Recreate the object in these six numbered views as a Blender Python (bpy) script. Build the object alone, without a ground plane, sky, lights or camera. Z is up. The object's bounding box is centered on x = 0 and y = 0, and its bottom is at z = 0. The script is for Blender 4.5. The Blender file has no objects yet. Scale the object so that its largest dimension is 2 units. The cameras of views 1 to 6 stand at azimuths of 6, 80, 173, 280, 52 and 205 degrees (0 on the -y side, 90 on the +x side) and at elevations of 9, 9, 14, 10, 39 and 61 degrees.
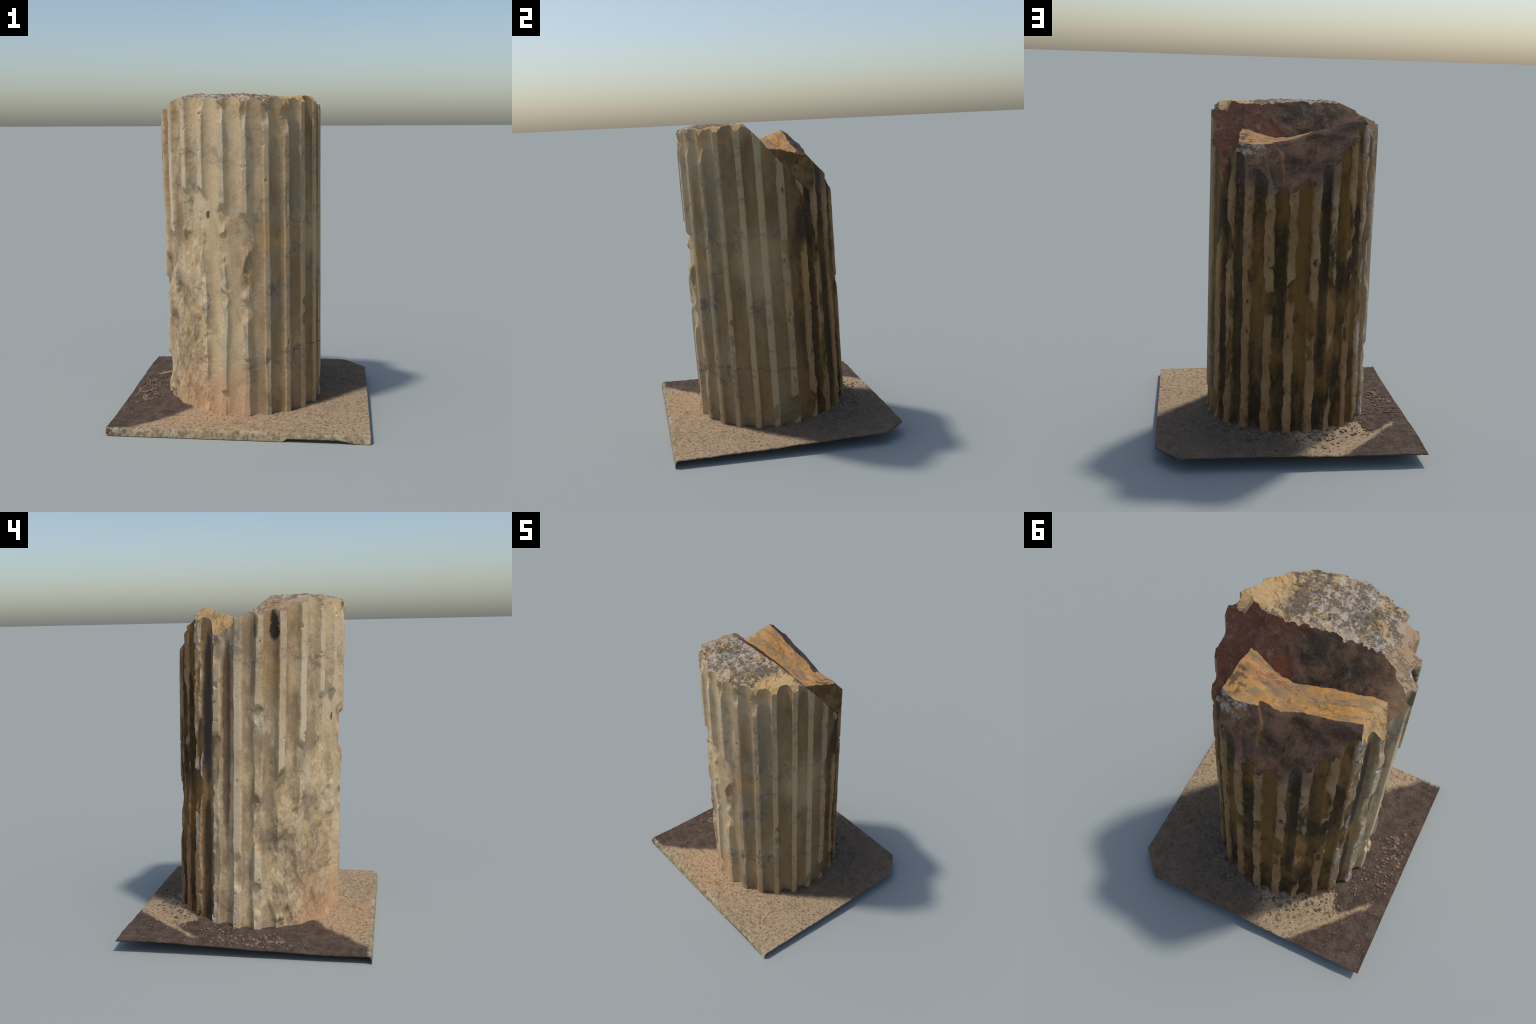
# Broken fluted stone column stump standing on a thin patch of soil.
import bpy, math
import numpy as np
from mathutils import Vector

# ------------------------------------------------------------------ noise
_rng = np.random.default_rng(7)
_PERM = np.concatenate([_rng.permutation(512)] * 3)
_GRAD = _rng.normal(size=(512, 3))
_GRAD /= np.linalg.norm(_GRAD, axis=1)[:, None]

def gnoise(x, y, z):
    """Gradient noise, about -0.7..0.7, on arrays."""
    x, y, z = np.broadcast_arrays(np.asarray(x, float), np.asarray(y, float), np.asarray(z, float))
    xi, yi, zi = np.floor(x), np.floor(y), np.floor(z)
    fx, fy, fz = x - xi, y - yi, z - zi
    xi, yi, zi = (xi.astype(int) & 511), (yi.astype(int) & 511), (zi.astype(int) & 511)
    u, v, w = (f * f * f * (f * (f * 6 - 15) + 10) for f in (fx, fy, fz))
    def corner(i, j, k):
        g = _GRAD[_PERM[_PERM[_PERM[xi + i] + yi + j] + zi + k]]
        return g[..., 0] * (fx - i) + g[..., 1] * (fy - j) + g[..., 2] * (fz - k)
    def mix(a, b, t):
        return a + (b - a) * t
    return mix(mix(mix(corner(0, 0, 0), corner(1, 0, 0), u), mix(corner(0, 1, 0), corner(1, 1, 0), u), v),
               mix(mix(corner(0, 0, 1), corner(1, 0, 1), u), mix(corner(0, 1, 1), corner(1, 1, 1), u), v), w)

def fbm(x, y, z, octaves=3, gain=0.5):
    total, amp = 0.0, 1.0
    for o in range(octaves):
        total = total + amp * gnoise(x * 2 ** o + 17 * o, y * 2 ** o + 5 * o, z * 2 ** o + 11 * o)
        amp *= gain
    return total

def smooth(a, b, x):
    t = np.clip((x - a) / (b - a), 0, 1)
    return t * t * (3 - 2 * t)

def angle_gap(a, b):
    return (a - b + 180.0) % 360.0 - 180.0

# ------------------------------------------------------------------ column shaft
RADIUS = 0.5015
FLUTE_DEPTH = 0.036
# azimuths (degrees, 0 = -y, 90 = +x) of the 24 flat fillets between the flutes
FILLETS = np.array([8, 23.5, 39, 54, 70, 84, 99.3, 114.5, 128, 143, 159, 174, 189, 202.5, 217, 231,
                    247.5, 263, 277, 292.5, 307.3, 322.7, 337.2, 352.7])
# broken places on the shaft: azimuth, height, half width in degrees, half height, depth
CHIPS = [
    # south face: fillets knocked off in long spalls
    (338, 1.28, 6, 0.14, 0.034), (345, 1.36, 5, 0.10, 0.024), (352.5, 1.26, 5, 0.09, 0.032), (354, 1.12, 5, 0.08, 0.024),
    (8.5, 1.14, 6, 0.14, 0.036), (10, 0.94, 5, 0.13, 0.030), (7, 0.70, 5, 0.10, 0.030), (2, 0.84, 5, 0.09, 0.020),
    (353, 0.78, 3, 0.05, 0.014), (12, 0.50, 3, 0.10, 0.018), (353, 0.17, 5, 0.06, 0.020), (338, 1.93, 4, 0.05, 0.018), (352, 1.90, 3, 0.05, 0.016),
    (8, 1.88, 3, 0.07, 0.018), (23, 1.87, 3, 0.06, 0.018), (39, 1.85, 5, 0.08, 0.026), (24, 0.42, 2, 0.06, 0.010), (39, 1.35, 2, 0.10, 0.008),
    # south-west: upper fillets die out downward
    (323, 1.33, 4, 0.10, 0.020), (324, 1.08, 6, 0.18, 0.030), (308, 1.02, 5, 0.14, 0.024), (292, 0.86, 5, 0.14, 0.028),
    (277, 1.33, 4, 0.05, 0.024), (277, 1.12, 5, 0.18, 0.024), (272, 0.83, 5, 0.07, 0.026), (279, 0.62, 5, 0.20, 0.028), (264, 0.42, 4, 0.12, 0.018),
    (276, 0.25, 4, 0.10, 0.022), (292, 0.35, 6, 0.18, 0.034), (300, 0.20, 8, 0.13, 0.040),
    # west and north-west
    (254, 1.28, 4, 0.08, 0.016), (247, 1.05, 4, 0.20, 0.022), (248, 1.70, 4, 0.08, 0.018), (242, 0.92, 4, 0.07, 0.022), (248, 0.45, 4, 0.20, 0.016),
    (232, 1.15, 3, 0.15, 0.022), (231, 0.86, 3, 0.12, 0.018), (232, 1.55, 3, 0.10, 0.014),
    (216, 1.28, 4, 0.20, 0.018), (216, 0.92, 4, 0.22, 0.022), (203, 0.80, 5, 0.20, 0.022), (203, 1.20, 4, 0.18, 0.014),
    (188, 0.72, 5, 0.16, 0.016), (175, 0.98, 4, 0.06, 0.026), (177, 0.60, 3, 0.12, 0.010), (160, 0.90, 4, 0.06, 0.026),
    (146, 1.05, 4, 0.22, 0.014), (130, 1.05, 5, 0.30, 0.014), (174, 0.35, 3, 0.08, 0.010), (202, 0.40, 4, 0.20, 0.016),
    # east
    (113, 1.42, 7, 0.16, 0.022), (112, 1.24, 6, 0.10, 0.018), (124, 1.18, 5, 0.14, 0.020), (128, 0.45, 5, 0.16, 0.016), (116, 0.55, 3, 0.30, 0.010),
    (99, 1.22, 3, 0.05, 0.010), (102, 1.13, 3, 0.10, 0.012), (56, 0.745, 3, 0.03, 0.014), (55, 0.62, 2, 0.05, 0.010),
    (99, 0.18, 6, 0.07, 0.022), (112, 0.20, 5, 0.09, 0.020), (84, 0.16, 3, 0.05, 0.012),
]

def axis_at(z):
    return -0.0295 - 0.0078 * z, 0.0115 - 0.0285 * z

def shaft_radius(az, z):
    """Radius of the worn, fluted shaft at azimuth az (degrees) and height z."""
    az, z = np.broadcast_arrays(az, z)
    a = np.radians(az)
    px, py = 0.5 * np.sin(a), -0.5 * np.cos(a)
    # the fillets sway a little along their length, most on the worn south-western face
    worn_face = smooth(50, 25, np.abs(angle_gap(az, 338))) * smooth(1.45, 1.15, z)
    sway = (0.5 + 2.6 * worn_face + 0.5 * smooth(70, 45, np.abs(angle_gap(az, 205)))) * fbm(px * 5 + 8, py * 5, z * 3.2, 2)
    place = (az + sway - FILLETS[0]) % 360.0
    rel = np.append(FILLETS - FILLETS[0], 360.0)
    cell = np.clip(np.searchsorted(rel, place, side="right") - 1, 0, len(FILLETS) - 1)
    before, span = place - rel[cell], rel[cell + 1] - rel[cell]
    near = np.minimum(before, span - before)
    north = smooth(95, 55, np.abs(angle_gap(az, 178)))                       # 1 on the northern half
    south = smooth(75, 35, np.abs(angle_gap(az, 20)))
    rough = 0.35 + 0.65 * north
    # the fillet edge wanders along its length
    wander = fbm(px * 14, py * 14, z * 9, 3) * (0.45 + 1.7 * north) + 0.30 * gnoise(px * 40, py * 40, z * 34)
    half_fillet = np.clip(2.25 - 0.45 * south + 0.2 * north + wander, 0.9, 5.0)
    q = np.clip((near - half_fillet) / (0.5 * span - half_fillet), 0, 1)     # 0 at the fillet, 1 in the flute's middle
    flute = np.sqrt(np.clip(1 - (1 - q) ** 2, 0, 1))
    deep = FLUTE_DEPTH * (1 - 0.16 * smooth(85, 60, np.abs(angle_gap(az, 80))) + 0.45 * smooth(9, 6, np.abs(angle_gap(az, 62))) + 0.2 * smooth(9, 6, np.abs(angle_gap(az, 77)))
                          - 0.14 * smooth(60, 40, np.abs(angle_gap(az, 185))) + 0.10 * smooth(40, 25, np.abs(angle_gap(az, 272))) + 0.20 * smooth(30, 18, np.abs(angle_gap(az, 305))) * smooth(0.9, 1.2, z))
    deep = deep * (1 - 0.25 * smooth(14, 6, np.abs(angle_gap(az, 0))) * smooth(1.2, 0.9, z))
    r = RADIUS - deep * (0.75 * flute + 0.25 * q * (2 - q)) * (1 + 0.12 * gnoise(px * 5, py * 5, z * 2))
    # knocked-off fillets: the ridge is melted down to the floor of each break
    warp = 0.75 * fbm(px * 6 + 4, py * 6, z * 5, 4, 0.48)
    facet = gnoise(px * 9, py * 9, z * 7 + 3)
    for k, (ca, cz, ha, hz, depth) in enumerate(CHIPS):
        # abrupt, slanting upper end, running out gently downward
        dz = z - cz - 0.3 * hz + (0.35, -0.5, 0.15, -0.25)[k % 4] * hz * angle_gap(az, ca) / ha
        d = np.sqrt((angle_gap(az, ca) / (ha * 1.4)) ** 2 + (dz / (hz * np.where(dz > 0, 0.9, 1.9))) ** 2) + warp
        m = smooth(1.0, np.where(dz > 0, 0.5, 0.2), d)
        r = r - m * np.maximum(0, r - (RADIUS - depth * (1.05 + 0.3 * facet)))
    # battered zone low on the south-west: flutes lost, broad hollows and lumps; a tongue of it climbs toward the south
    low = np.sqrt((angle_gap(az, 312) / 36) ** 2 + ((z - 0.40) / 0.66) ** 2) + 0.6 * warp
    tongue = np.sqrt((angle_gap(az, 325) / 10) ** 2 + ((z - 0.85) / 0.55) ** 2) + 0.6 * warp
    battered = np.maximum(smooth(1.0, 0.6, low), 0.85 * smooth(1.0, 0.6, tongue))
    lumps = 0.046 + 0.008 * smooth(0.85, 0.60, z) * smooth(0.25, 0.45, z) - 0.010 * smooth(0.30, 0.15, z) + 0.030 * fbm(px * 6, py * 6, z * 3.2 + 9, 3, 0.5) + 0.010 * np.abs(gnoise(px * 17, py * 17, z * 9)) - 0.005
    r = r - 0.72 * battered * np.maximum(-0.008, r - (RADIUS - lumps))
    foot = smooth(0.30, 0.06, z + 0.06 * warp) * smooth(30, 12, np.abs(angle_gap(az, 318)))
    r = r - 0.004 * foot
    cut = np.zeros(az.shape)
    # small bites along the arrises
    bites = np.maximum(0, fbm(px * 20, py * 20, z * 13 + 31, 3, 0.6) - (0.44 - 0.20 * north)) * 0.05
    cut = np.maximum(cut, np.minimum(bites, 0.014))
    r = np.minimum(r, RADIUS - cut)
    ridged = 0.5 - np.abs(fbm(px * 12 + 3, py * 12, z * 4.2 + 50, 4, 0.55))
    r = r + battered * (0.022 * (ridged - 0.35) + 0.006 * fbm(px * 24, py * 24, z * 10 + 8, 3, 0.6))
    r = r + 0.0035 * gnoise(px * 4, py * 4, z * 2.4) + 0.0016 * fbm(px * 18, py * 18, z * 14, 3) * rough + 0.0005 * gnoise(px * 90, py * 90, z * 90)
    return r

# ------------------------------------------------------------------ broken top, as planes of fracture
# control points of the ochre cleavage face of the rear fragment
_F2 = np.array([(-.398, .226, 1.938), (-.40, .13, 1.903), (.278, .004, 1.842), (.309, .212, 1.780), (.111, .247, 1.788), (-.056, .273, 1.816),
                (.187, .047, 1.794), (.117, .066, 1.781), (.032, .058, 1.801), (-.059, .047, 1.821), (-.165, .042, 1.836),
                (-.271, .039, 1.846), (-.369, .030, 1.862), (-.432, .030, 1.868)])
def _quad(x, y):
    return np.stack([np.ones_like(x), x, y, x * y, x * x, y * y, x * x * y, x ** 3], -1)
_C2 = np.linalg.lstsq(_quad(_F2[:, 0], _F2[:, 1]), _F2[:, 2], rcond=None)[0]

def top_faces(x, y):
    """Heights of the five fracture surfaces: weathered top, rear break, cleavage, north break, east break."""
    n1 = fbm(x * 9, y * 9, 0.5, 4, 0.55)
    cx, cy = axis_at(1.95)
    rr = np.hypot(x - cx, y - cy) / 0.5
    az = np.degrees(np.arctan2(x - cx, -(y - cy)))
    # weathered top of the front part
    pits = np.maximum(0, gnoise(x * 30, y * 30, 2.2) - 0.05)
    weathered = 1.992 + 0.008 * n1 + 0.008 * fbm(x * 30, y * 30, 7.7, 3, 0.6) - 0.034 * pits
    weathered = weathered - 0.026 * np.exp(-(((x - 0.20) / 0.11) ** 2 + ((y + 0.19) / 0.12) ** 2))
    lump = np.exp(-(((x - 0.37) / 0.075) ** 2 + ((y + 0.27) / 0.11) ** 2))
    weathered = weathered * (1 - 0.8 * lump) + (2.000 + 0.004 * n1) * 0.8 * lump
    edge = smooth(0.72, 1.0, rr)
    weathered = weathered - edge * (0.022 * smooth(75, 30, np.abs(angle_gap(az, 6))) + 0.006)
    # chamfered, chipped rim
    chamfer = 0.85 * smooth(80, 55, np.abs(angle_gap(az, 5))) + 0.2
    weathered = weathered - chamfer * np.maximum(0, rr * 0.5 - 0.472 - 0.020 * n1)
    weathered = np.minimum(weathered, 2.004 + 0.42 * (x + 0.30) + 0.010 * n1)
    weathered = weathered - 0.016 * smooth(-0.415, -0.435, x + 0.10 * (y + 0.2) + 0.02 * n1) * smooth(-0.30, -0.26, y)
    shoulder = 1.990 - 0.72 * (y + 0.19) + 0.9 * np.maximum(0, 0.36 - x) + 0.008 * n1      # rolled eastern shoulder
    weathered = np.where(y < -0.03, np.minimum(weathered, shoulder), weathered)
    # rear break of the front part, sloping down to the north, slightly bulging
    slope = 0.63 + 0.5 * (x + 0.54)
    bulge = np.clip(1 - ((x + 0.04) / 0.46) ** 2, 0, 1)
    rear = 1.967 - slope * (y + 0.143) + 0.026 * bulge * smooth(0.16, 0.0, y) + 0.012 * fbm(x * 6, y * 6, 3.1, 4, 0.6) + 0.004 * gnoise(x * 30, y * 30, 4) - 0.02 * np.exp(-(((x - 0.1) / 0.07) ** 2 + ((y - 0.0) / 0.05) ** 2))  # includes a hollow that follows a scan artefact
    # ochre cleavage face of the rear fragment, and its steep western facet
    ledge = smooth(-0.012, 0.012, y - 0.155 + 0.12 * (x - 0.1) + 0.03 * gnoise(x * 8, y * 8, 3.3))
    facets = np.abs(gnoise(x * 5 + 2, y * 8, 5.1)) + 0.5 * np.abs(gnoise(x * 11, y * 16 + 1, 2.1))
    cleavage = _quad(x, y) @ _C2 + 0.018 * (facets - 0.28) + 0.006 * fbm(x * 6, y * 11, 9.2, 4, 0.55) + 0.002 * gnoise(x * 40, y * 40, 1) + 0.008 * (ledge - 0.4) * smooth(-0.30, -0.1, x)
    for bx, by in ((0.245, 0.075), (0.215, 0.135), (0.05, 0.20), (-0.02, 0.17)):
        cleavage = cleavage + 0.010 * np.exp(-(((x - bx) / 0.012) ** 2 + ((y - by) / 0.012) ** 2))
    cleavage = cleavage + 0.024 * np.exp(-(((x - 0.25) / 0.09) ** 2 + ((y - 0.09) / 0.08) ** 2))
    west = 2.597 + 1.664 * x + 0.034 * y + 0.010 * fbm(x * 10, y * 10, 6, 3)
    cleavage = np.minimum(cleavage, west)
    # north break: two offset faces with a small cliff between
    bump = 0.013 * fbm(x * 7, y * 7, 12.3, 4, 0.55)
    north_w = np.minimum(1.928 - 0.300 * x - 0.525 * y, 2.057 - 0.512 * x - 1.123 * y + 0.035 * smooth(-0.12, 0.04, x) * smooth(0.40, 0.28, y)) + bump - 0.022 * smooth(-0.12, -0.32, x) * smooth(0.24, 0.34, y)
    north_e = 2.032 - 1.00 * y - 0.8 * np.maximum(0, y - 0.36) - 0.18 * np.maximum(0, x - 0.22) + bump
    cliff_x = np.maximum(0.105 - 0.75 * (y - 0.25), 0.064) + 0.012 * n1
    step = smooth(-0.008, 0.010, x - cliff_x) * smooth(0.43, 0.34, y)
    north_face = north_w + np.maximum(north_e - north_w, 0) * np.maximum(step, smooth(0.10, 0.16, x))
    # east break: near-vertical face
    line_x = 0.278 + 0.149 * (y - 0.004) + 0.010 * n1
    line_z = 1.842 - 0.30 * (y - 0.004)
    steep = 5.0 - 3.0 * np.exp(-((y - 0.10) / 0.07) ** 2)
    east = line_z + (line_x - x) * steep
    return weathered, rear, cleavage, north_face, east

def top_height(x, y):
    t, f1, f2, f3, f4 = top_faces(x, y)
    return np.minimum(t, np.maximum(f1, np.minimum(np.minimum(f2, f3), f4)))

def top_region(x, y):
    t, f1, f2, f3, f4 = top_faces(x, y)
    frag = np.minimum(np.minimum(f2, f3), f4)
    region = np.where(f2 <= np.minimum(f3, f4), 2, np.where(f3 <= f4, 3, 4))
    region = np.where(f1 >= frag, 1, region)
    return np.where(t <= np.maximum(f1, frag), 0, region)

# ------------------------------------------------------------------ mesh helpers
def make_mesh(name, co, quads, shade=True):
    me = bpy.data.meshes.new(name)
    n = quads.shape[1]
    used = np.unique(quads)
    remap = np.zeros(len(co), int)
    remap[used] = np.arange(len(used))
    co, quads = co[used], remap[quads]
    me.vertices.add(len(co))
    me.vertices.foreach_set("co", co.astype(np.float32).ravel())
    me.loops.add(quads.size)
    me.loops.foreach_set("vertex_index", quads.astype(np.int32).ravel())
    me.polygons.add(len(quads))
    me.polygons.foreach_set("loop_start", np.arange(0, quads.size, n, dtype=np.int32))
    me.polygons.foreach_set("loop_total", np.full(len(quads), n, np.int32))
    me.update(calc_edges=True)
    me.validate()
    if shade:
        me.polygons.foreach_set("use_smooth", np.ones(len(me.polygons), bool))
    return me

def add_object(name, me, parent, material):
    ob = bpy.data.objects.new(name, me)
    bpy.context.scene.collection.objects.link(ob)
    ob.parent = parent
    if material:
        me.materials.append(material)
    return ob

# ------------------------------------------------------------------ material helper
class Nodes:
    def __init__(self, name):
        self.mat = bpy.data.materials.new(name)
        self.mat.use_nodes = True
        self.t = self.mat.node_tree
        self.t.nodes.clear()
        out = self.t.nodes.new("ShaderNodeOutputMaterial")
        self.bsdf = self.t.nodes.new("ShaderNodeBsdfPrincipled")
        self.t.links.new(self.bsdf.outputs[0], out.inputs[0])
        self.co = self.t.nodes.new("ShaderNodeTexCoord").outputs["Object"]
        sep = self.t.nodes.new("ShaderNodeSeparateXYZ")
        self.t.links.new(self.co, sep.inputs[0])
        self.x, self.y, self.z = sep.outputs
    def put(self, socket, v):
        if isinstance(v, bpy.types.NodeSocket):
            self.t.links.new(v, socket)
        elif v is not None:
            if socket.type == "RGBA" and len(v) == 3:
                v = (*v, 1)
            socket.default_value = v
    def m(self, op, a, b=None, c=None, clamp=False):
        n = self.t.nodes.new("ShaderNodeMath")
        n.operation, n.use_clamp = op, clamp
        for s, v in zip(n.inputs, (a, b, c)):
            self.put(s, v)
        return n.outputs[0]
    def add(self, a, b): return self.m("ADD", a, b)
    def sub(self, a, b): return self.m("SUBTRACT", a, b)
    def mul(self, a, b): return self.m("MULTIPLY", a, b)
    def ramp(self, v, lo, hi, a=0.0, b=1.0):
        n = self.t.nodes.new("ShaderNodeMapRange")
        n.interpolation_type = "SMOOTHSTEP"
        for k, s in zip(("Value", "From Min", "From Max", "To Min", "To Max"), (v, lo, hi, a, b)):
            self.put(n.inputs[k], s)
        return n.outputs[0]
    def mix(self, f, a, b, blend="MIX"):
        n = self.t.nodes.new("ShaderNodeMix")
        n.data_type, n.blend_type = "RGBA", blend
        self.put(n.inputs["Factor"], f)
        self.put(n.inputs[6], a)
        self.put(n.inputs[7], b)
        return n.outputs[2]
    def vec(self, scale=(1, 1, 1), offset=(0, 0, 0), turn=(0, 0, 0)):
        n = self.t.nodes.new("ShaderNodeMapping")
        n.inputs["Location"].default_value = offset
        n.inputs["Rotation"].default_value = turn
        n.inputs["Scale"].default_value = scale
        self.put(n.inputs["Vector"], self.co)
        return n.outputs[0]
    def noise(self, scale, detail=4, rough=0.55, distort=0.0, vec=None):
        n = self.t.nodes.new("ShaderNodeTexNoise")
        self.put(n.inputs["Vector"], vec or self.co)
        for k, v in (("Scale", scale), ("Detail", detail), ("Roughness", rough), ("Distortion", distort)):
            n.inputs[k].default_value = v
        return n.outputs["Fac"]
    def cells(self, scale, feature="F1", vec=None):
        n = self.t.nodes.new("ShaderNodeTexVoronoi")
        n.feature = feature
        self.put(n.inputs["Vector"], vec or self.co)
        n.inputs["Scale"].default_value = scale
        return n.outputs["Distance"]
    def line(self, v, at, width):
        """1 on the contour v = at, falling off over width."""
        return self.ramp(self.m("ABSOLUTE", self.sub(v, at)), width, 0.0)
    def spot(self, cx, cy, cz, rx, ry, rz):
        """Soft ellipsoid mask (1 inside)."""
        s = None
        for v, c, r in ((self.x, cx, rx), (self.y, cy, ry), (self.z, cz, rz)):
            q = self.m("POWER", self.m("ABSOLUTE", self.mul(self.sub(v, c), 1 / r)), 2.0)
            s = q if s is None else self.add(s, q)
        return self.m("SQRT", s)
    def polar(self):
        """Azimuth in degrees (0 = -y, 90 = +x, -180..180) and distance from the leaning axis."""
        dx = self.add(self.x, self.add(0.0295, self.mul(self.z, 0.0078)))
        dy = self.sub(self.y, self.sub(0.0115, self.mul(self.z, 0.0285)))
        az = self.mul(self.m("ARCTAN2", dx, self.mul(dy, -1.0)), 180 / math.pi)
        rad = self.m("SQRT", self.add(self.mul(dx, dx), self.mul(dy, dy)))
        return az, rad
    def off(self, az, centre):
        """Unsigned angle from an azimuth."""
        centre = (float(centre) + 180.0) % 360.0 - 180.0
        d = self.m("ABSOLUTE", self.sub(az, centre))
        return self.m("MINIMUM", d, self.sub(360.0, d))
    def finish(self, colour, rough=0.85, height=None, strength=0.4, distance=0.004):
        self.put(self.bsdf.inputs["Base Color"], colour)
        self.put(self.bsdf.inputs["Roughness"], rough)
        self.bsdf.inputs["Specular IOR Level"].default_value = 0.25
        if height is not None:
            b = self.t.nodes.new("ShaderNodeBump")
            b.inputs["Strength"].default_value = strength
            b.inputs["Distance"].default_value = distance
            self.put(b.inputs["Height"], height)
            self.t.links.new(b.outputs[0], self.bsdf.inputs["Normal"])
        return self.mat

# ------------------------------------------------------------------ materials
CREAM, TAN, PALE = (0.625, 0.468, 0.275), (0.455, 0.302, 0.145), (0.63, 0.525, 0.375)
SMOKE, VEIN, OCHRE = (0.22, 0.178, 0.130), (0.10, 0.08, 0.06), (0.46, 0.25, 0.075)

def stone_material():
    n = Nodes("weathered_limestone")
    az, rad = n.polar()
    streaky = n.vec((1, 1, 0.22))
    col = n.mix(n.ramp(n.noise(3.2, 5, 0.6, vec=n.vec((1, 1, 0.45))), 0.46, 0.66), CREAM, TAN)
    col = n.mix(n.ramp(n.noise(7, 4, 0.6, vec=n.vec((1, 1, 0.6), (3, 1, 7))), 0.50, 0.75, 0, 0.6), col, PALE)
    col = n.mix(n.ramp(n.noise(9, 5, 0.65, vec=n.vec((1, 1, 0.8), (13, 1, 5))), 0.54, 0.70, 0, 0.45), col, (0.38, 0.285, 0.175))
    # brown patina in the flutes mixed with painted shade, thickest on the north
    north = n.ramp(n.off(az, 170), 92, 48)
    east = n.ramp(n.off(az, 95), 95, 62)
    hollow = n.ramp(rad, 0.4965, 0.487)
    grain = n.noise(28, 5, 0.68, vec=n.vec((1, 1, 0.5), (1, 5, 2)))
    broad = n.noise(5, 5, 0.62, vec=streaky)
    blotch = n.noise(4, 5, 0.62, vec=n.vec((1, 1, 0.5), (2, 2, 9)))
    col = n.mix(n.mul(n.mul(hollow, east), n.ramp(blotch, 0.30, 0.62, 0.45, 0.95)), col, n.mix(n.ramp(broad, 0.4, 0.62), (0.190, 0.116, 0.048), (0.285, 0.182, 0.080)))  # darkens the eastern hollows with painted shade over the patina
    flute_shade = n.mul(n.mul(n.ramp(rad, 0.494, 0.474), n.ramp(n.off(az, 275), 62, 35)), n.ramp(n.noise(9, 6, 0.7, vec=n.vec((1, 1, 0.5), (3, 9, 9))), 0.40, 0.60, 0.05, 0.75))
    col = n.mix(flute_shade, col, (0.25, 0.175, 0.105))  # shade painted into the western flutes, broken up by noise
    # worn, paler fillets
    worn = n.ramp(rad, 0.489, 0.4985)
    col = n.mix(n.mul(worn, n.ramp(n.noise(12, 4), 0.35, 0.6, 0.10, 0.50)), col, PALE)
    col = n.mix(n.mul(n.mul(worn, east), n.ramp(blotch, 0.32, 0.62, 0.60, 0.85)), col, (0.400, 0.270, 0.132))  # eastern fillets browned, partly painted shade of that side
    col = n.mix(n.mul(north, n.ramp(n.noise(6, 5, 0.65, vec=n.vec((1, 1, 0.6), (7, 7, 2))), 0.34, 0.60, 0.70, 1.0)), col, (0.280, 0.150, 0.060))  # north side browned: patina together with the scan's baked shade
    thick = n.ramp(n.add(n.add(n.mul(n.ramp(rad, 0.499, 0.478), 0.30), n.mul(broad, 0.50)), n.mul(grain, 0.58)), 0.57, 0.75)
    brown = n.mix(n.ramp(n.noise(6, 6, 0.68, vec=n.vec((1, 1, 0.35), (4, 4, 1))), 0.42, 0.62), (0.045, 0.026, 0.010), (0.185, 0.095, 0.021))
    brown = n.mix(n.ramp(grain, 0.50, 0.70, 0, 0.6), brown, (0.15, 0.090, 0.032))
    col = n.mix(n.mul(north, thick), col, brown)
    # smoky grey clouds and soft dark veins that cross the shaft aslant
    cloud = n.mul(n.ramp(n.noise(3.6, 6, 0.65, 0.8, vec=n.vec((1, 1, 0.7), (9, 2, 4), (0.5, 0.4, 0))), 0.52, 0.68), n.ramp(n.noise(40, 5, 0.72), 0.34, 0.62, 0.15, 0.60))
    bare = n.sub(1.0, n.mul(north, 0.9))
    col = n.mix(n.mul(cloud, bare), col, SMOKE)
    aslant = n.vec((1, 1, 1.2), (2, 7, 1), (0.6, 0.35, 0))
    vein_a = n.mul(n.line(n.noise(2.6, 5, 0.55, 0.6, vec=aslant), 0.50, 0.014), n.ramp(n.noise(5, 4), 0.44, 0.62, 0.0, 0.55))
    vein_b = n.mul(n.line(n.noise(5.5, 4, 0.5, 0.5, vec=n.vec((1, 1, 1.1), (5, 3, 8), (0.2, 0.6, 0))), 0.47, 0.014), n.ramp(n.noise(6, 3, vec=n.vec((1, 1, 1), (4, 4, 4))), 0.50, 0.66, 0, 0.28))
    halo = n.mul(n.mul(n.line(n.noise(2.6, 5, 0.55, 0.6, vec=aslant), 0.50, 0.06), n.ramp(n.noise(5, 4), 0.44, 0.62)), 0.35)
    col = n.mix(n.mul(halo, bare), col, SMOKE)
    col = n.mix(n.mul(n.m("MAXIMUM", vein_a, vein_b), n.ramp(n.noise(60, 3, 0.6), 0.35, 0.55, 0.3, 1.0)), col, VEIN)
    band = n.mul(n.line(n.add(n.z, n.mul(n.noise(6, 4, 0.6), 0.10)), 0.49, 0.012), n.mul(n.ramp(n.off(az, 70), 45, 25), n.ramp(n.noise(30, 4, 0.7), 0.35, 0.6)))
    col = n.mix(n.mul(band, 0.75), col, VEIN)
    specks = n.mul(n.ramp(n.noise(85, 2, 0.5), 0.68, 0.76), 0.5)
    col = n.mix(specks, col, VEIN)
    # ochre tinges and peach dust splashed up from the soil on the south-west
    tinge = n.mul(n.ramp(n.noise(5.5, 4, 0.6, vec=n.vec((1, 1, 0.35), (8, 8, 1))), 0.56, 0.70), 0.40)
    col = n.mix(tinge, col, OCHRE)
    splash = n.mul(n.mul(n.ramp(n.off(az, -22), 42, 20), n.ramp(n.add(n.z, n.mul(n.noise(9, 4), 0.35)), 0.70, 0.30)), 0.75)
    col = n.mix(splash, col, (0.58, 0.345, 0.18))
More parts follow.
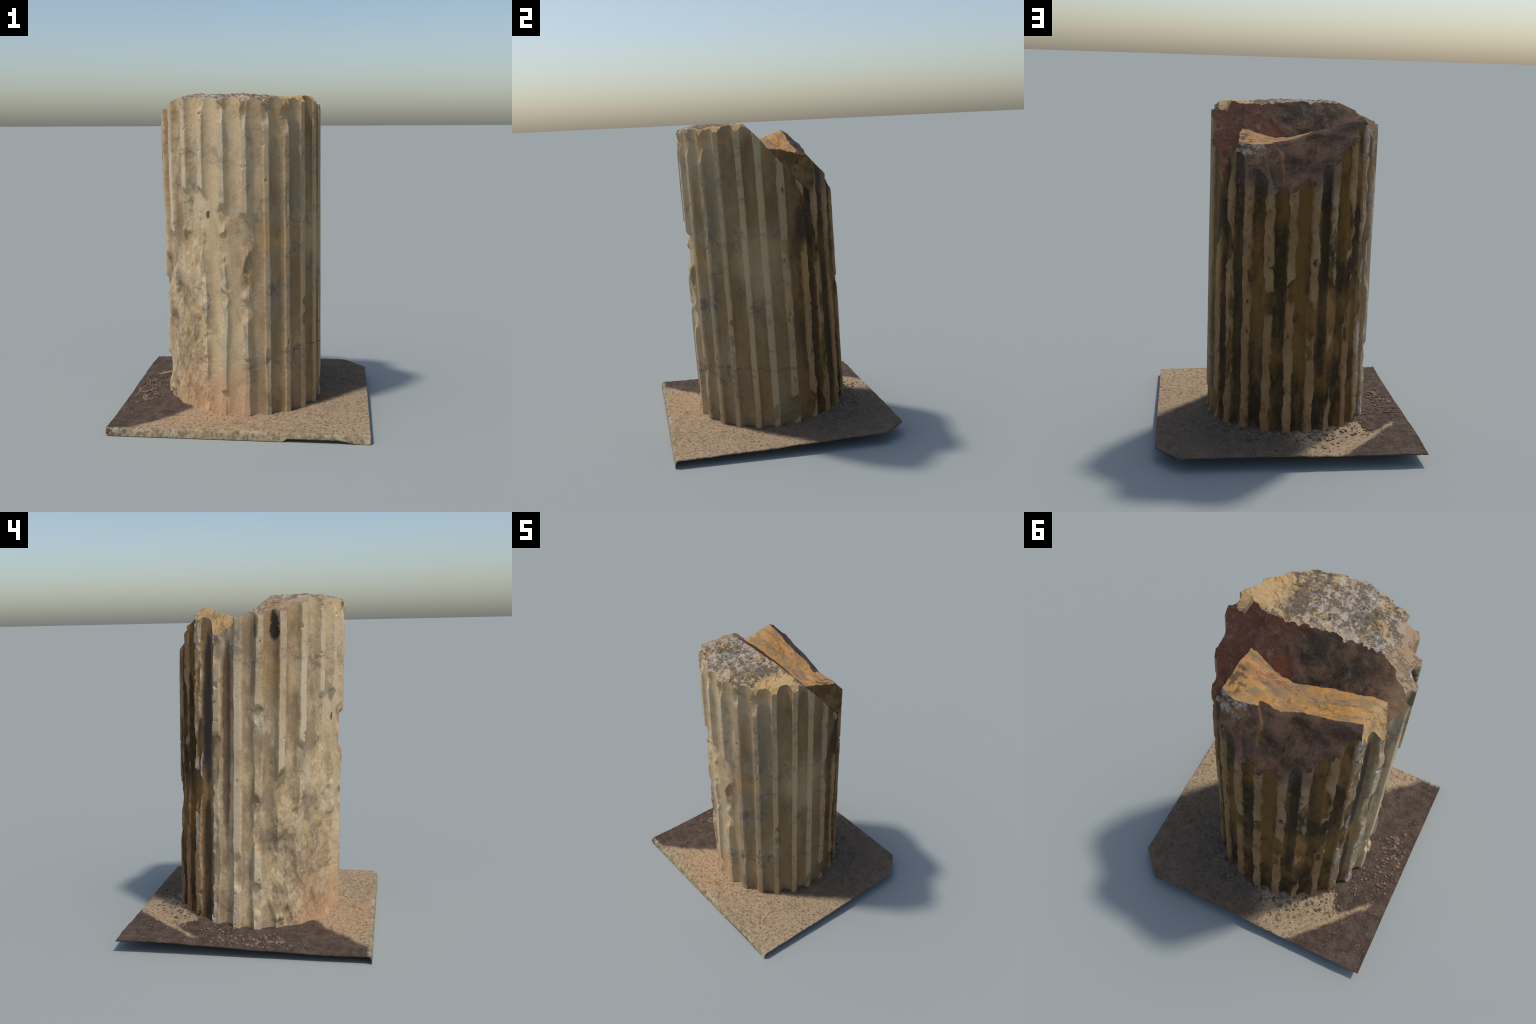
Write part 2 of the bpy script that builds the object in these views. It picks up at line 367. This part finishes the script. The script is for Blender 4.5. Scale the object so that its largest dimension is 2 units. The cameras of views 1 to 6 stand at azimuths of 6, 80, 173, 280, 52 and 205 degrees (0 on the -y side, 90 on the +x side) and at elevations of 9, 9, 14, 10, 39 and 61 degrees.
    # soot-dark stains: under the rim on the west, and in single flutes, some with painted shade
    def stain_and_shade(centre, half_az, z0, half_z, strength, colour, colx, wild=1.1):
        d = n.m("SQRT", n.add(n.m("POWER", n.mul(n.off(az, centre), 1 / half_az), 2.0), n.m("POWER", n.m("ABSOLUTE", n.mul(n.sub(n.z, z0), 1 / half_z)), 4.0)))
        d = n.add(d, n.mul(n.sub(n.noise(18, 6, 0.72), 0.5), wild))
        return n.mix(n.mul(n.ramp(d, 1.15, 0.65), strength), colx, colour)
    col = stain_and_shade(-72.8, 3.0, 1.825, 0.085, 0.92, (0.020, 0.016, 0.013), col, 2.2)
    col = stain_and_shade(-85, 1.8, 1.82, 0.07, 0.7, (0.05, 0.035, 0.022), col, 1.6)
    col = stain_and_shade(-122, 3.4, 1.35, 0.46, 0.85, (0.05, 0.042, 0.034), col)  # dirt and shade of the dark western flute, painted together
    col = stain_and_shade(-106, 3.0, 1.20, 0.60, 0.75, (0.08, 0.050, 0.028), col)
    col = stain_and_shade(-122, 3.4, 0.45, 0.40, 0.75, (0.045, 0.035, 0.026), col)
    col = stain_and_shade(121, 3.6, 0.66, 0.52, 0.7, (0.040, 0.026, 0.014), col, 1.8)
    col = stain_and_shade(136, 4.0, 0.75, 0.75, 0.6, (0.045, 0.028, 0.012), col)
    col = stain_and_shade(-163, 3.4, 1.05, 0.65, 0.7, (0.030, 0.020, 0.012), col, 1.8)
    col = stain_and_shade(-19, 1.3, 1.29, 0.022, 0.85, (0.04, 0.027, 0.016), col, 4.0)
    col = stain_and_shade(115, 5.0, 1.36, 0.10, 0.7, (0.05, 0.034, 0.018), col, 2.6)
    col = stain_and_shade(46, 8.0, 1.58, 0.32, 0.30, (0.18, 0.165, 0.135), col, 3.2)
    col = stain_and_shade(-30, 5.0, 1.50, 0.10, 0.5, (0.22, 0.195, 0.16), col, 2.4)
    col = n.mix(n.mul(n.mul(n.ramp(n.z, 1.82, 1.95), n.ramp(n.off(az, 15), 65, 40)), n.ramp(n.noise(11, 5, 0.65), 0.46, 0.60, 0, 0.65)), col, OCHRE)
    scrape = n.mul(n.mul(n.ramp(n.off(az, 238), 13, 7), n.ramp(rad, 0.480, 0.489)), n.ramp(n.noise(8, 6, 0.7, 0.6, vec=n.vec((1, 1, 0.4), (6, 6, 6))), 0.49, 0.58, 0, 0.6))
    col = n.mix(scrape, col, (0.66, 0.60, 0.49))
    # brown-purple crust below the broken northern rim
    grime = n.mul(n.ramp(n.off(az, 168), 48, 20), n.ramp(n.add(n.z, n.mul(n.noise(9, 5, 0.65), 0.30)), 1.62, 1.78))
    col = n.mix(n.mul(grime, 0.8), col, n.mix(n.ramp(grain, 0.4, 0.6), (0.075, 0.048, 0.038), (0.15, 0.105, 0.09)))
    bump = n.add(n.add(n.mul(n.noise(38, 7, 0.72), 0.8), n.mul(n.noise(150, 3, 0.6), 0.3)), n.mul(specks, -0.5))
    return n.finish(col, 0.86, bump, 0.6, 0.008)

def weathered_top_material():
    n = Nodes("lichen_crusted_stone")
    col = n.mix(n.ramp(n.noise(6, 5, 0.6), 0.38, 0.62), (0.50, 0.32, 0.13), (0.54, 0.40, 0.24))
    west = n.ramp(n.add(n.x, n.mul(n.sub(n.noise(6, 4), 0.5), 0.4)), 0.22, -0.10)
    col = n.mix(n.mul(west, n.ramp(n.noise(5, 5, 0.65, vec=n.vec((1, 1, 1), (3, 3, 3))), 0.42, 0.58, 0.1, 0.85)), col, (0.47, 0.38, 0.30))
    smooth_corner = n.ramp(n.add(n.spot(0.35, -0.28, 1.98, 0.15, 0.16, 0.3), n.mul(n.sub(n.noise(14, 5, 0.65), 0.5), 0.9)), 1.1, 0.75)
    # dark lichen in pits and runnels, thickest in the middle
    dark = n.ramp(n.add(n.mul(n.noise(22, 7, 0.75, 0.5, vec=n.vec((1, 1.2, 1), (1, 2, 0), (0, 0, 0.5))), 0.75), n.mul(n.noise(5, 3, vec=n.vec((1, 1, 1), (6, 1, 0))), 0.35)), 0.535, 0.60)
    dark = n.mul(dark, n.sub(1.0, smooth_corner))
    col = n.mix(n.mul(dark, 0.85), col, n.mix(n.noise(40, 4), (0.08, 0.066, 0.042), (0.26, 0.21, 0.14)))
    white = n.mul(n.mul(n.ramp(n.noise(20, 7, 0.78, 0.4, vec=n.vec((1, 1, 1), (2, 9, 0))), 0.49, 0.60), n.ramp(n.noise(5, 4, vec=n.vec((1, 1, 1), (1, 4, 0))), 0.38, 0.52)), n.mul(west, 0.85))
    col = n.mix(white, col, (0.62, 0.585, 0.52))
    col = n.mix(n.mul(smooth_corner, 0.75), col, (0.60, 0.385, 0.165))
    slab = n.mul(n.ramp(n.add(n.x, n.mul(n.sub(n.noise(10, 5), 0.5), 0.15)), -0.34, -0.39), n.ramp(n.noise(12, 5, 0.65), 0.34, 0.56, 0.3, 0.85))
    col = n.mix(slab, col, (0.42, 0.28, 0.17))
    col = n.mix(n.mul(n.ramp(n.noise(70, 3), 0.60, 0.72), 0.45), col, (0.08, 0.06, 0.04))
    bump = n.add(n.mul(n.noise(34, 7, 0.75), 1.0), n.mul(dark, -0.5))
    return n.finish(col, 0.9, bump, 0.8, 0.014)

def rear_break_material():
    n = Nodes("rust_brown_fracture")
    col = n.mix(n.ramp(n.noise(9, 7, 0.72), 0.38, 0.62), (0.045, 0.028, 0.017), (0.180, 0.104, 0.060))
    east = n.ramp(n.add(n.x, n.mul(n.sub(n.noise(6, 5, 0.65), 0.5), 0.5)), -0.02, 0.20)
    col = n.mix(n.mul(east, n.ramp(n.noise(7, 5, 0.65, vec=n.vec((1, 1, 1), (5, 5, 5))), 0.34, 0.62, 0.45, 0.95)), col, n.mix(n.noise(24, 5), (0.075, 0.026, 0.017), (0.20, 0.072, 0.042)))
    grey = n.ramp(n.noise(18, 7, 0.75, vec=n.vec((1, 1, 0.5), (7, 1, 2))), 0.53, 0.66)
    col = n.mix(n.mul(grey, 0.5), col, (0.24, 0.19, 0.155))
    soot = n.mul(n.ramp(n.spot(-0.15, -0.09, 1.93, 0.26, 0.10, 0.12), 1.2, 0.5), n.ramp(n.noise(14, 6, 0.7), 0.36, 0.58, 0.1, 1.0))
    col = n.mix(n.mul(soot, 0.8), col, (0.040, 0.033, 0.024))
    gold = n.ramp(n.noise(12, 6, 0.7, vec=n.vec((1, 1, 1), (9, 2, 8))), 0.60, 0.70)
    col = n.mix(n.mul(gold, 0.5), col, (0.26, 0.15, 0.06))
    scan_smear = n.ramp(n.add(n.spot(0.09, 0.02, 1.83, 0.07, 0.06, 0.08), n.mul(n.sub(n.noise(18, 4), 0.5), 0.6)), 1.1, 0.6)  # reddish smear copied from a scan artefact
    col = n.mix(n.mul(scan_smear, 0.7), col, (0.17, 0.052, 0.028))
    rim = n.ramp(n.add(n.mul(n.x, -1.0), n.mul(n.noise(8, 5, 0.65), 0.25)), 0.50, 0.64)
    col = n.mix(n.mul(rim, 0.8), col, (0.34, 0.215, 0.115))
    return n.finish(col, 0.88, n.noise(26, 7, 0.74), 0.85, 0.016)

def cleavage_material():
    n = Nodes("ochre_cleavage_stone")
    lay = n.vec((0.8, 1.7, 1), (1, 1, 1), (0, 0, 0.25))
    col = n.mix(n.ramp(n.noise(7, 6, 0.66, 0.4, vec=lay), 0.38, 0.60), (0.54, 0.262, 0.066), (0.40, 0.228, 0.085))
    col = n.mix(n.ramp(n.noise(16, 6, 0.7, vec=lay), 0.52, 0.68, 0, 0.6), col, (0.55, 0.36, 0.16))
    warm = n.ramp(n.spot(0.12, 0.08, 1.78, 0.16, 0.06, 0.2), 1.2, 0.5)
    col = n.mix(n.mul(warm, n.ramp(n.noise(14, 5), 0.38, 0.6)), col, (0.52, 0.225, 0.10))
    west = n.ramp(n.add(n.x, n.mul(n.noise(7, 3), 0.1)), -0.30, -0.37)
    col = n.mix(n.mul(west, 0.75), col, (0.50, 0.33, 0.15))
    grey = n.mul(n.ramp(n.noise(10, 7, 0.74, vec=n.vec((0.7, 1.6, 1), (2, 4, 0))), 0.47, 0.60), 0.75)
    col = n.mix(grey, col, (0.25, 0.185, 0.115))
    cracks = n.mul(n.line(n.noise(4, 6, 0.62, 0.8, vec=n.vec((0.6, 1.9, 1), (3, 0, 2))), 0.5, 0.014), n.ramp(n.noise(6, 3), 0.40, 0.56))
    col = n.mix(n.mul(cracks, 0.55), col, (0.13, 0.08, 0.045))
    spots = n.mul(n.ramp(n.noise(34, 5, 0.68), 0.60, 0.68), 0.8)
    col = n.mix(spots, col, (0.14, 0.105, 0.075))
    lip = n.mul(n.ramp(n.spot(0.27, 0.17, 1.78, 0.06, 0.08, 0.1), 1.15, 0.8), n.ramp(n.noise(20, 5, 0.7), 0.46, 0.54))
    col = n.mix(n.mul(lip, 0.85), col, (0.11, 0.065, 0.035))
    return n.finish(col, 0.85, n.add(n.noise(36, 6, 0.7), n.mul(cracks, -0.8)), 0.6, 0.010)

def north_break_material():
    n = Nodes("dark_umber_fracture")
    col = n.mix(n.ramp(n.noise(9, 6, 0.7), 0.36, 0.64), (0.048, 0.029, 0.017), (0.170, 0.097, 0.056))
    violet = n.ramp(n.noise(6, 5, 0.65, vec=n.vec((1, 1, 1), (3, 8, 2))), 0.46, 0.64)
    low = n.ramp(n.z, 1.76, 1.62)
    col = n.mix(n.mul(violet, n.add(0.35, n.mul(low, 0.5))), col, (0.150, 0.097, 0.072))
    gold = n.ramp(n.noise(10, 5, 0.7, vec=n.vec((1, 1, 0.5), (8, 3, 6))), 0.56, 0.68)
    col = n.mix(n.mul(gold, 0.55), col, (0.20, 0.105, 0.030))
    crust = n.mul(n.ramp(n.spot(0.24, 0.27, 1.74, 0.11, 0.07, 0.07), 1.15, 0.7), n.ramp(n.noise(28, 5, 0.7), 0.45, 0.6))
    col = n.mix(n.mul(crust, 0.8), col, (0.30, 0.27, 0.25))
    return n.finish(col, 0.9, n.noise(34, 6, 0.7), 0.7, 0.010)

def east_break_material():
    n = Nodes("tawny_fracture")
    col = n.mix(n.ramp(n.noise(8, 5, 0.65), 0.38, 0.62), (0.14, 0.078, 0.026), (0.27, 0.155, 0.055))
    col = n.mix(n.ramp(n.noise(15, 6, 0.7), 0.55, 0.66, 0, 0.8), col, (0.05, 0.032, 0.02))
    return n.finish(col, 0.88, n.noise(34, 6, 0.7), 0.6, 0.008)

def soil_material():
    n = Nodes("dry_soil")
    fine = n.noise(70, 6, 0.72)
    col = n.mix(n.ramp(n.noise(9, 6, 0.65), 0.36, 0.64), (0.59, 0.412, 0.240), (0.48, 0.335, 0.196))
    warm = n.ramp(n.spot(-0.18, -0.56, 0.08, 0.34, 0.20, 0.4), 1.2, 0.4)
    col = n.mix(n.mul(warm, 0.6), col, (0.57, 0.355, 0.19))
    col = n.mix(n.ramp(fine, 0.46, 0.62, 0, 0.6), col, (0.72, 0.555, 0.36))
    col = n.mix(n.ramp(n.noise(48, 5, 0.7, vec=n.vec((1, 1, 1), (5, 5, 5))), 0.50, 0.64, 0, 0.8), col, (0.19, 0.125, 0.07))
    # baked shadow painted west of a diagonal line, sunlit tongue left on the north-west
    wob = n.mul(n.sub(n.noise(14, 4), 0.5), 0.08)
    baked_shadow = n.ramp(n.add(n.sub(n.y, n.x), wob), -0.085, -0.025)
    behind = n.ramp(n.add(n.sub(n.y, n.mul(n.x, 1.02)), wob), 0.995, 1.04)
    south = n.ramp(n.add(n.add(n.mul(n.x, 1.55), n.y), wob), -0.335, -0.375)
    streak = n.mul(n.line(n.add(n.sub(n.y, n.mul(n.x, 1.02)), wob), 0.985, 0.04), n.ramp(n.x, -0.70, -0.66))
    baked_shadow = n.mul(baked_shadow, n.mul(n.m("MAXIMUM", behind, south), n.sub(1.0, streak)))
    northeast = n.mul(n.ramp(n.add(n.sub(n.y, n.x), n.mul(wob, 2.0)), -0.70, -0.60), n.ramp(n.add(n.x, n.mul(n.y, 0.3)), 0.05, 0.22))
    baked_shadow = n.m("MAXIMUM", baked_shadow, n.mul(northeast, 0.75))  # also darkens the ground where the column's shadow falls
    shaded_earth = n.mix(n.ramp(n.noise(16, 6, 0.68), 0.36, 0.64), (0.085, 0.058, 0.040), (0.155, 0.110, 0.078))
    shaded_earth = n.mix(n.ramp(fine, 0.52, 0.68, 0, 0.6), shaded_earth, (0.25, 0.185, 0.135))
    col = n.mix(baked_shadow, col, shaded_earth)
    col = n.mix(n.mul(n.line(n.noise(6, 6, 0.65, 1.2), 0.5, 0.006), 0.5), col, (0.12, 0.08, 0.045))
    # pale weathered lip along the southern edge
    lip = n.mul(n.ramp(n.add(n.y, n.mul(n.sub(n.noise(20, 4), 0.5), 0.04)), -0.690, -0.712), n.ramp(n.noise(16, 5, 0.65), 0.36, 0.54))
    col = n.mix(n.mul(lip, 0.75), col, n.mix(n.ramp(n.noise(26, 5, 0.7), 0.42, 0.6), (0.22, 0.17, 0.09), (0.64, 0.565, 0.37)))
    return n.finish(col, 0.95, n.add(n.noise(42, 6, 0.75), n.mul(n.noise(120, 4, 0.7), 0.5)), 1.0, 0.016)

def pebble_material():
    n = Nodes("small_stones")
    info = n.t.nodes.new("ShaderNodeNewGeometry").outputs["Random Per Island"]
    col = n.mix(info, (0.11, 0.078, 0.055), (0.28, 0.20, 0.145))
    return n.finish(n.mix(n.ramp(n.noise(60, 4), 0.4, 0.65, 0, 0.5), col, (0.10, 0.07, 0.05)), 0.92, n.noise(90, 4), 0.4, 0.003)

# ------------------------------------------------------------------ soil patch
def soil_height(x, y):
    cx, cy = axis_at(0.1)
    d = np.hypot(x - cx, y - cy)
    base = 0.050 + 0.024 * smooth(-0.6, 0.6, y) + 0.012 * np.exp(-((x - 0.35) / 0.4) ** 2 - ((y - 0.6) / 0.3) ** 2) - 0.006 * smooth(-0.3, -0.7, x) * smooth(0.2, -0.4, y)
    az = np.degrees(np.arctan2(x - cx, -(y - cy)))
    mound = 0.008 + 0.032 * smooth(115, 20, np.abs(angle_gap(az, 176))) + 0.006 * smooth(75, 20, np.abs(angle_gap(az, 305))) + 0.010 * np.exp(-(angle_gap(az, 341) / 8) ** 2)
    h = base + mound * smooth(0.62, 0.47, d)
    h = h + 0.006 * fbm(x * 5, y * 5, 1.5, 3) + 0.0035 * fbm(x * 22, y * 22, 3.5, 3, 0.6) + 0.002 * fbm(x * 70, y * 70, 8.5, 2)
    return h

SOUTH, NORTH, WEST, EAST = -0.725, 0.726, -0.779, 0.777

def build_soil(parent, material):
    nx, ny = 420, 400
    u = np.linspace(0, 1, nx)
    v = np.concatenate([np.linspace(0, 0.02, 12), np.linspace(0.02, 1, ny - 11)[1:]])
    U, V = np.meshgrid(u, v)
    X = WEST + (EAST - WEST) * U
    Y = SOUTH + (NORTH - SOUTH) * V
    X = X + (0.004 * gnoise(Y * 6, 0.3, 4.4)) * (np.abs(2 * U - 1) ** 8) * 0.6
    H = soil_height(X, Y)
    # rolled-over southern lip, broken off for a stretch on the right
    lip_gap = smooth(0.26, 0.30, X) * smooth(0.72, 0.58, X)
    foot = 0.0 + 0.022 * lip_gap + 0.003 * np.abs(gnoise(X * 9, 0.2, 0.7)) * smooth(0.74, 0.6, np.abs(X))
    fold = np.sqrt(np.clip(1 - (1 - np.clip((Y - SOUTH) / 0.020, 0, 1)) ** 2, 0, 1))
    fold = np.where(Y <= SOUTH + 1e-9, 0, fold * 0.8 + 0.2)
    H = foot + (H - foot) * fold
    Y = Y + 0.004 * gnoise(X * 14, 0.1, 2.2) * (V > 0.9) * smooth(0.9, 1.0, V) - 0.004 * np.clip(gnoise(X * 30, H * 30, 2.2), 0, 1) * (V < 0.015)
    # the north-east corner is cut off: push vertices back onto the cutting line
    c = (X - 0.775) * (0.725 - 0.577) + (Y - 0.577) * (0.775 - 0.637)
    over = np.maximum(0, c) / ((0.148 ** 2) + (0.138 ** 2))
    X, Y = X - over * 0.148, Y - over * 0.138
    ring_low = np.stack([X, Y, np.maximum(H - 0.007, 0.0)], -1).reshape(-1, 3)
    top = np.stack([X, Y, H], -1).reshape(-1, 3)
    rows, cols = X.shape
    i = np.arange(rows * cols).reshape(rows, cols)
    q = np.stack([i[:-1, :-1], i[:-1, 1:], i[1:, 1:], i[1:, :-1]], -1).reshape(-1, 4)
    n = rows * cols
    faces = [q, q[:, ::-1] + n]
    for e in (i[0, ::-1], i[-1, :], i[:, 0], i[::-1, -1]):
        faces.append(np.stack([e[1:], e[:-1], e[:-1] + n, e[1:] + n], -1)[:, ::-1])
    co = np.concatenate([top, ring_low])
    me = make_mesh("soil_patch", co, np.concatenate(faces))
    return add_object("soil_patch", me, parent, material)

# ------------------------------------------------------------------ pebbles
def build_pebbles(parent, material):
    rng = np.random.default_rng(21)
    bpy.ops.mesh.primitive_ico_sphere_add(subdivisions=2, radius=1)
    seed = bpy.context.object
    sphere = np.array([v.co[:] for v in seed.data.vertices])
    tris = np.array([p.vertices[:] for p in seed.data.polygons])
    seed_mesh = seed.data
    bpy.data.objects.remove(seed)
    bpy.data.meshes.remove(seed_mesh)
    spots = []
    for _ in range(230):      # litter along the northern and western foot of the shaft
        a = math.radians(rng.uniform(120, 262)); d = 0.50 + abs(rng.normal(0, 0.07))
        spots.append((-0.03 + d * math.sin(a), 0.008 - d * math.cos(a), rng.uniform(0.003, 0.011)))
    for _ in range(110):      # two heaps on the west
        k = rng.random() < 0.6
        spots.append((rng.normal(-0.68 if k else -0.70, 0.045), rng.normal(-0.12 if k else 0.08, 0.06), rng.uniform(0.004, 0.013)))
    for _ in range(160):
        spots.append((rng.uniform(-0.77, -0.45), rng.uniform(-0.5, 0.7), rng.uniform(0.002, 0.006)))
    cos, fs, base = [], [], 0
    for (x, y, s) in spots:
        if not (WEST + 0.012 < x < EAST - 0.012 and SOUTH + 0.03 < y < NORTH - 0.012):
            continue
        p = sphere * (1 + 0.25 * gnoise(sphere[:, 0] * 1.3 + x * 90, sphere[:, 1] * 1.3 + y * 90, sphere[:, 2] * 1.3))[:, None]
        p = p * (s * rng.uniform(0.8, 1.4), s * rng.uniform(0.7, 1.1), s * rng.uniform(0.5, 0.8))
        a = rng.uniform(0, 6.283)
        p = p @ np.array([[math.cos(a), -math.sin(a), 0], [math.sin(a), math.cos(a), 0], [0, 0, 1]]).T
        h = float(soil_height(np.array([x]), np.array([y]))[0])
        cos.append(p + (x, y, h + 0.15 * s))
        fs.append(tris + base)
        base += len(sphere)
    me = make_mesh("pebbles", np.concatenate(cos), np.concatenate(fs))
    ob = add_object("pebbles", me, parent, material)
    ob["kind"] = "stuff"
    return ob

# ------------------------------------------------------------------ column
def build_column(parent):
    nt, nz, nr = 1320, 500, 130
    az = np.arange(nt) * 360.0 / nt
    sin, cos = np.sin(np.radians(az)), -np.cos(np.radians(az))
    z_edge = np.full(nt, 1.85)
    for _ in range(12):
        r = shaft_radius(az, z_edge)
        cx, cy = axis_at(z_edge)
        z_edge = 0.35 * z_edge + 0.65 * top_height(cx + r * sin, cy + r * cos)
    t = np.linspace(0, 1, nz)[:, None]
    Z = 0.035 + t * (z_edge[None, :] - 0.035)
    R = shaft_radius(np.broadcast_to(az, Z.shape), Z)
    cx, cy = axis_at(Z)
    side = np.stack([cx + R * sin, cy + R * cos, Z], -1)
    # broken top: a fan of rings from the rim to the middle
    rim = side[-1]
    hub = np.array([axis_at(1.9)[0], axis_at(1.9)[1]])
    f = np.linspace(1, 0.004, nr)[:, None, None]
    XY = hub + f * (rim[None, :, :2] - hub)
    ZT = top_height(XY[..., 0], XY[..., 1])
    ZT[0] = rim[:, 2]
    ZT[1] = 0.5 * ZT[1] + 0.25 * (rim[:, 2] + ZT[2])
    top = np.concatenate([XY, ZT[..., None]], -1)

    def ring_quads(rows):
        i = np.arange(rows * nt).reshape(rows, nt)
        j = np.roll(i, -1, axis=1)
        return np.stack([i[:-1], j[:-1], j[1:], i[1:]], -1).reshape(-1, 4)
    side_me = make_mesh("shaft", side.reshape(-1, 3), ring_quads(nz))
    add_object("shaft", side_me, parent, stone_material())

    q = ring_quads(nr)
    co = top.reshape(-1, 3)
    mid = co[q].mean(1)
    reg = top_region(mid[:, 0], mid[:, 1])
    hub_z = float(top_height(hub[:1], hub[1:])[0])
    parts = [("weathered_top", 0, weathered_top_material()), ("fracture_face", 1, rear_break_material()),
             ("fragment_cleavage_face", 2, cleavage_material()), ("fragment_rear_face", 3, north_break_material()), ("fragment_side_face", 4, east_break_material())]
    hub_reg = int(top_region(hub[:1], hub[1:])[0])
    for name, k, mat in parts:
        faces = q[reg == k]
        if not len(faces):
            continue
        if k == hub_reg:
            last = (nr - 1) * nt + np.arange(nt)
            hub_i = len(co)
            fan = np.stack([last, np.roll(last, -1), np.full(nt, hub_i), np.full(nt, hub_i)], -1)
            co_k = np.concatenate([co, [[hub[0], hub[1], hub_z]]])
            # close the tiny hole in the middle with one polygon's worth of quads
            step = [[last[a], last[(a + 1) % nt], last[(nt - a - 2) % nt], last[(nt - a - 1) % nt]] for a in range(nt // 2 - 1)]
            faces = np.concatenate([faces, np.array(step)])
            co_k = co
        else:
            co_k = co
        add_object(name, make_mesh(name, co_k, faces), parent, mat)

def main():
    root = bpy.data.objects.new("broken_column", None)
    bpy.context.scene.collection.objects.link(root)
    root["label"] = "broken fluted stone column stump on a square patch of dry soil"
    root["category"] = "column"
    build_column(root)
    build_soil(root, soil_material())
    build_pebbles(root, pebble_material())

main()
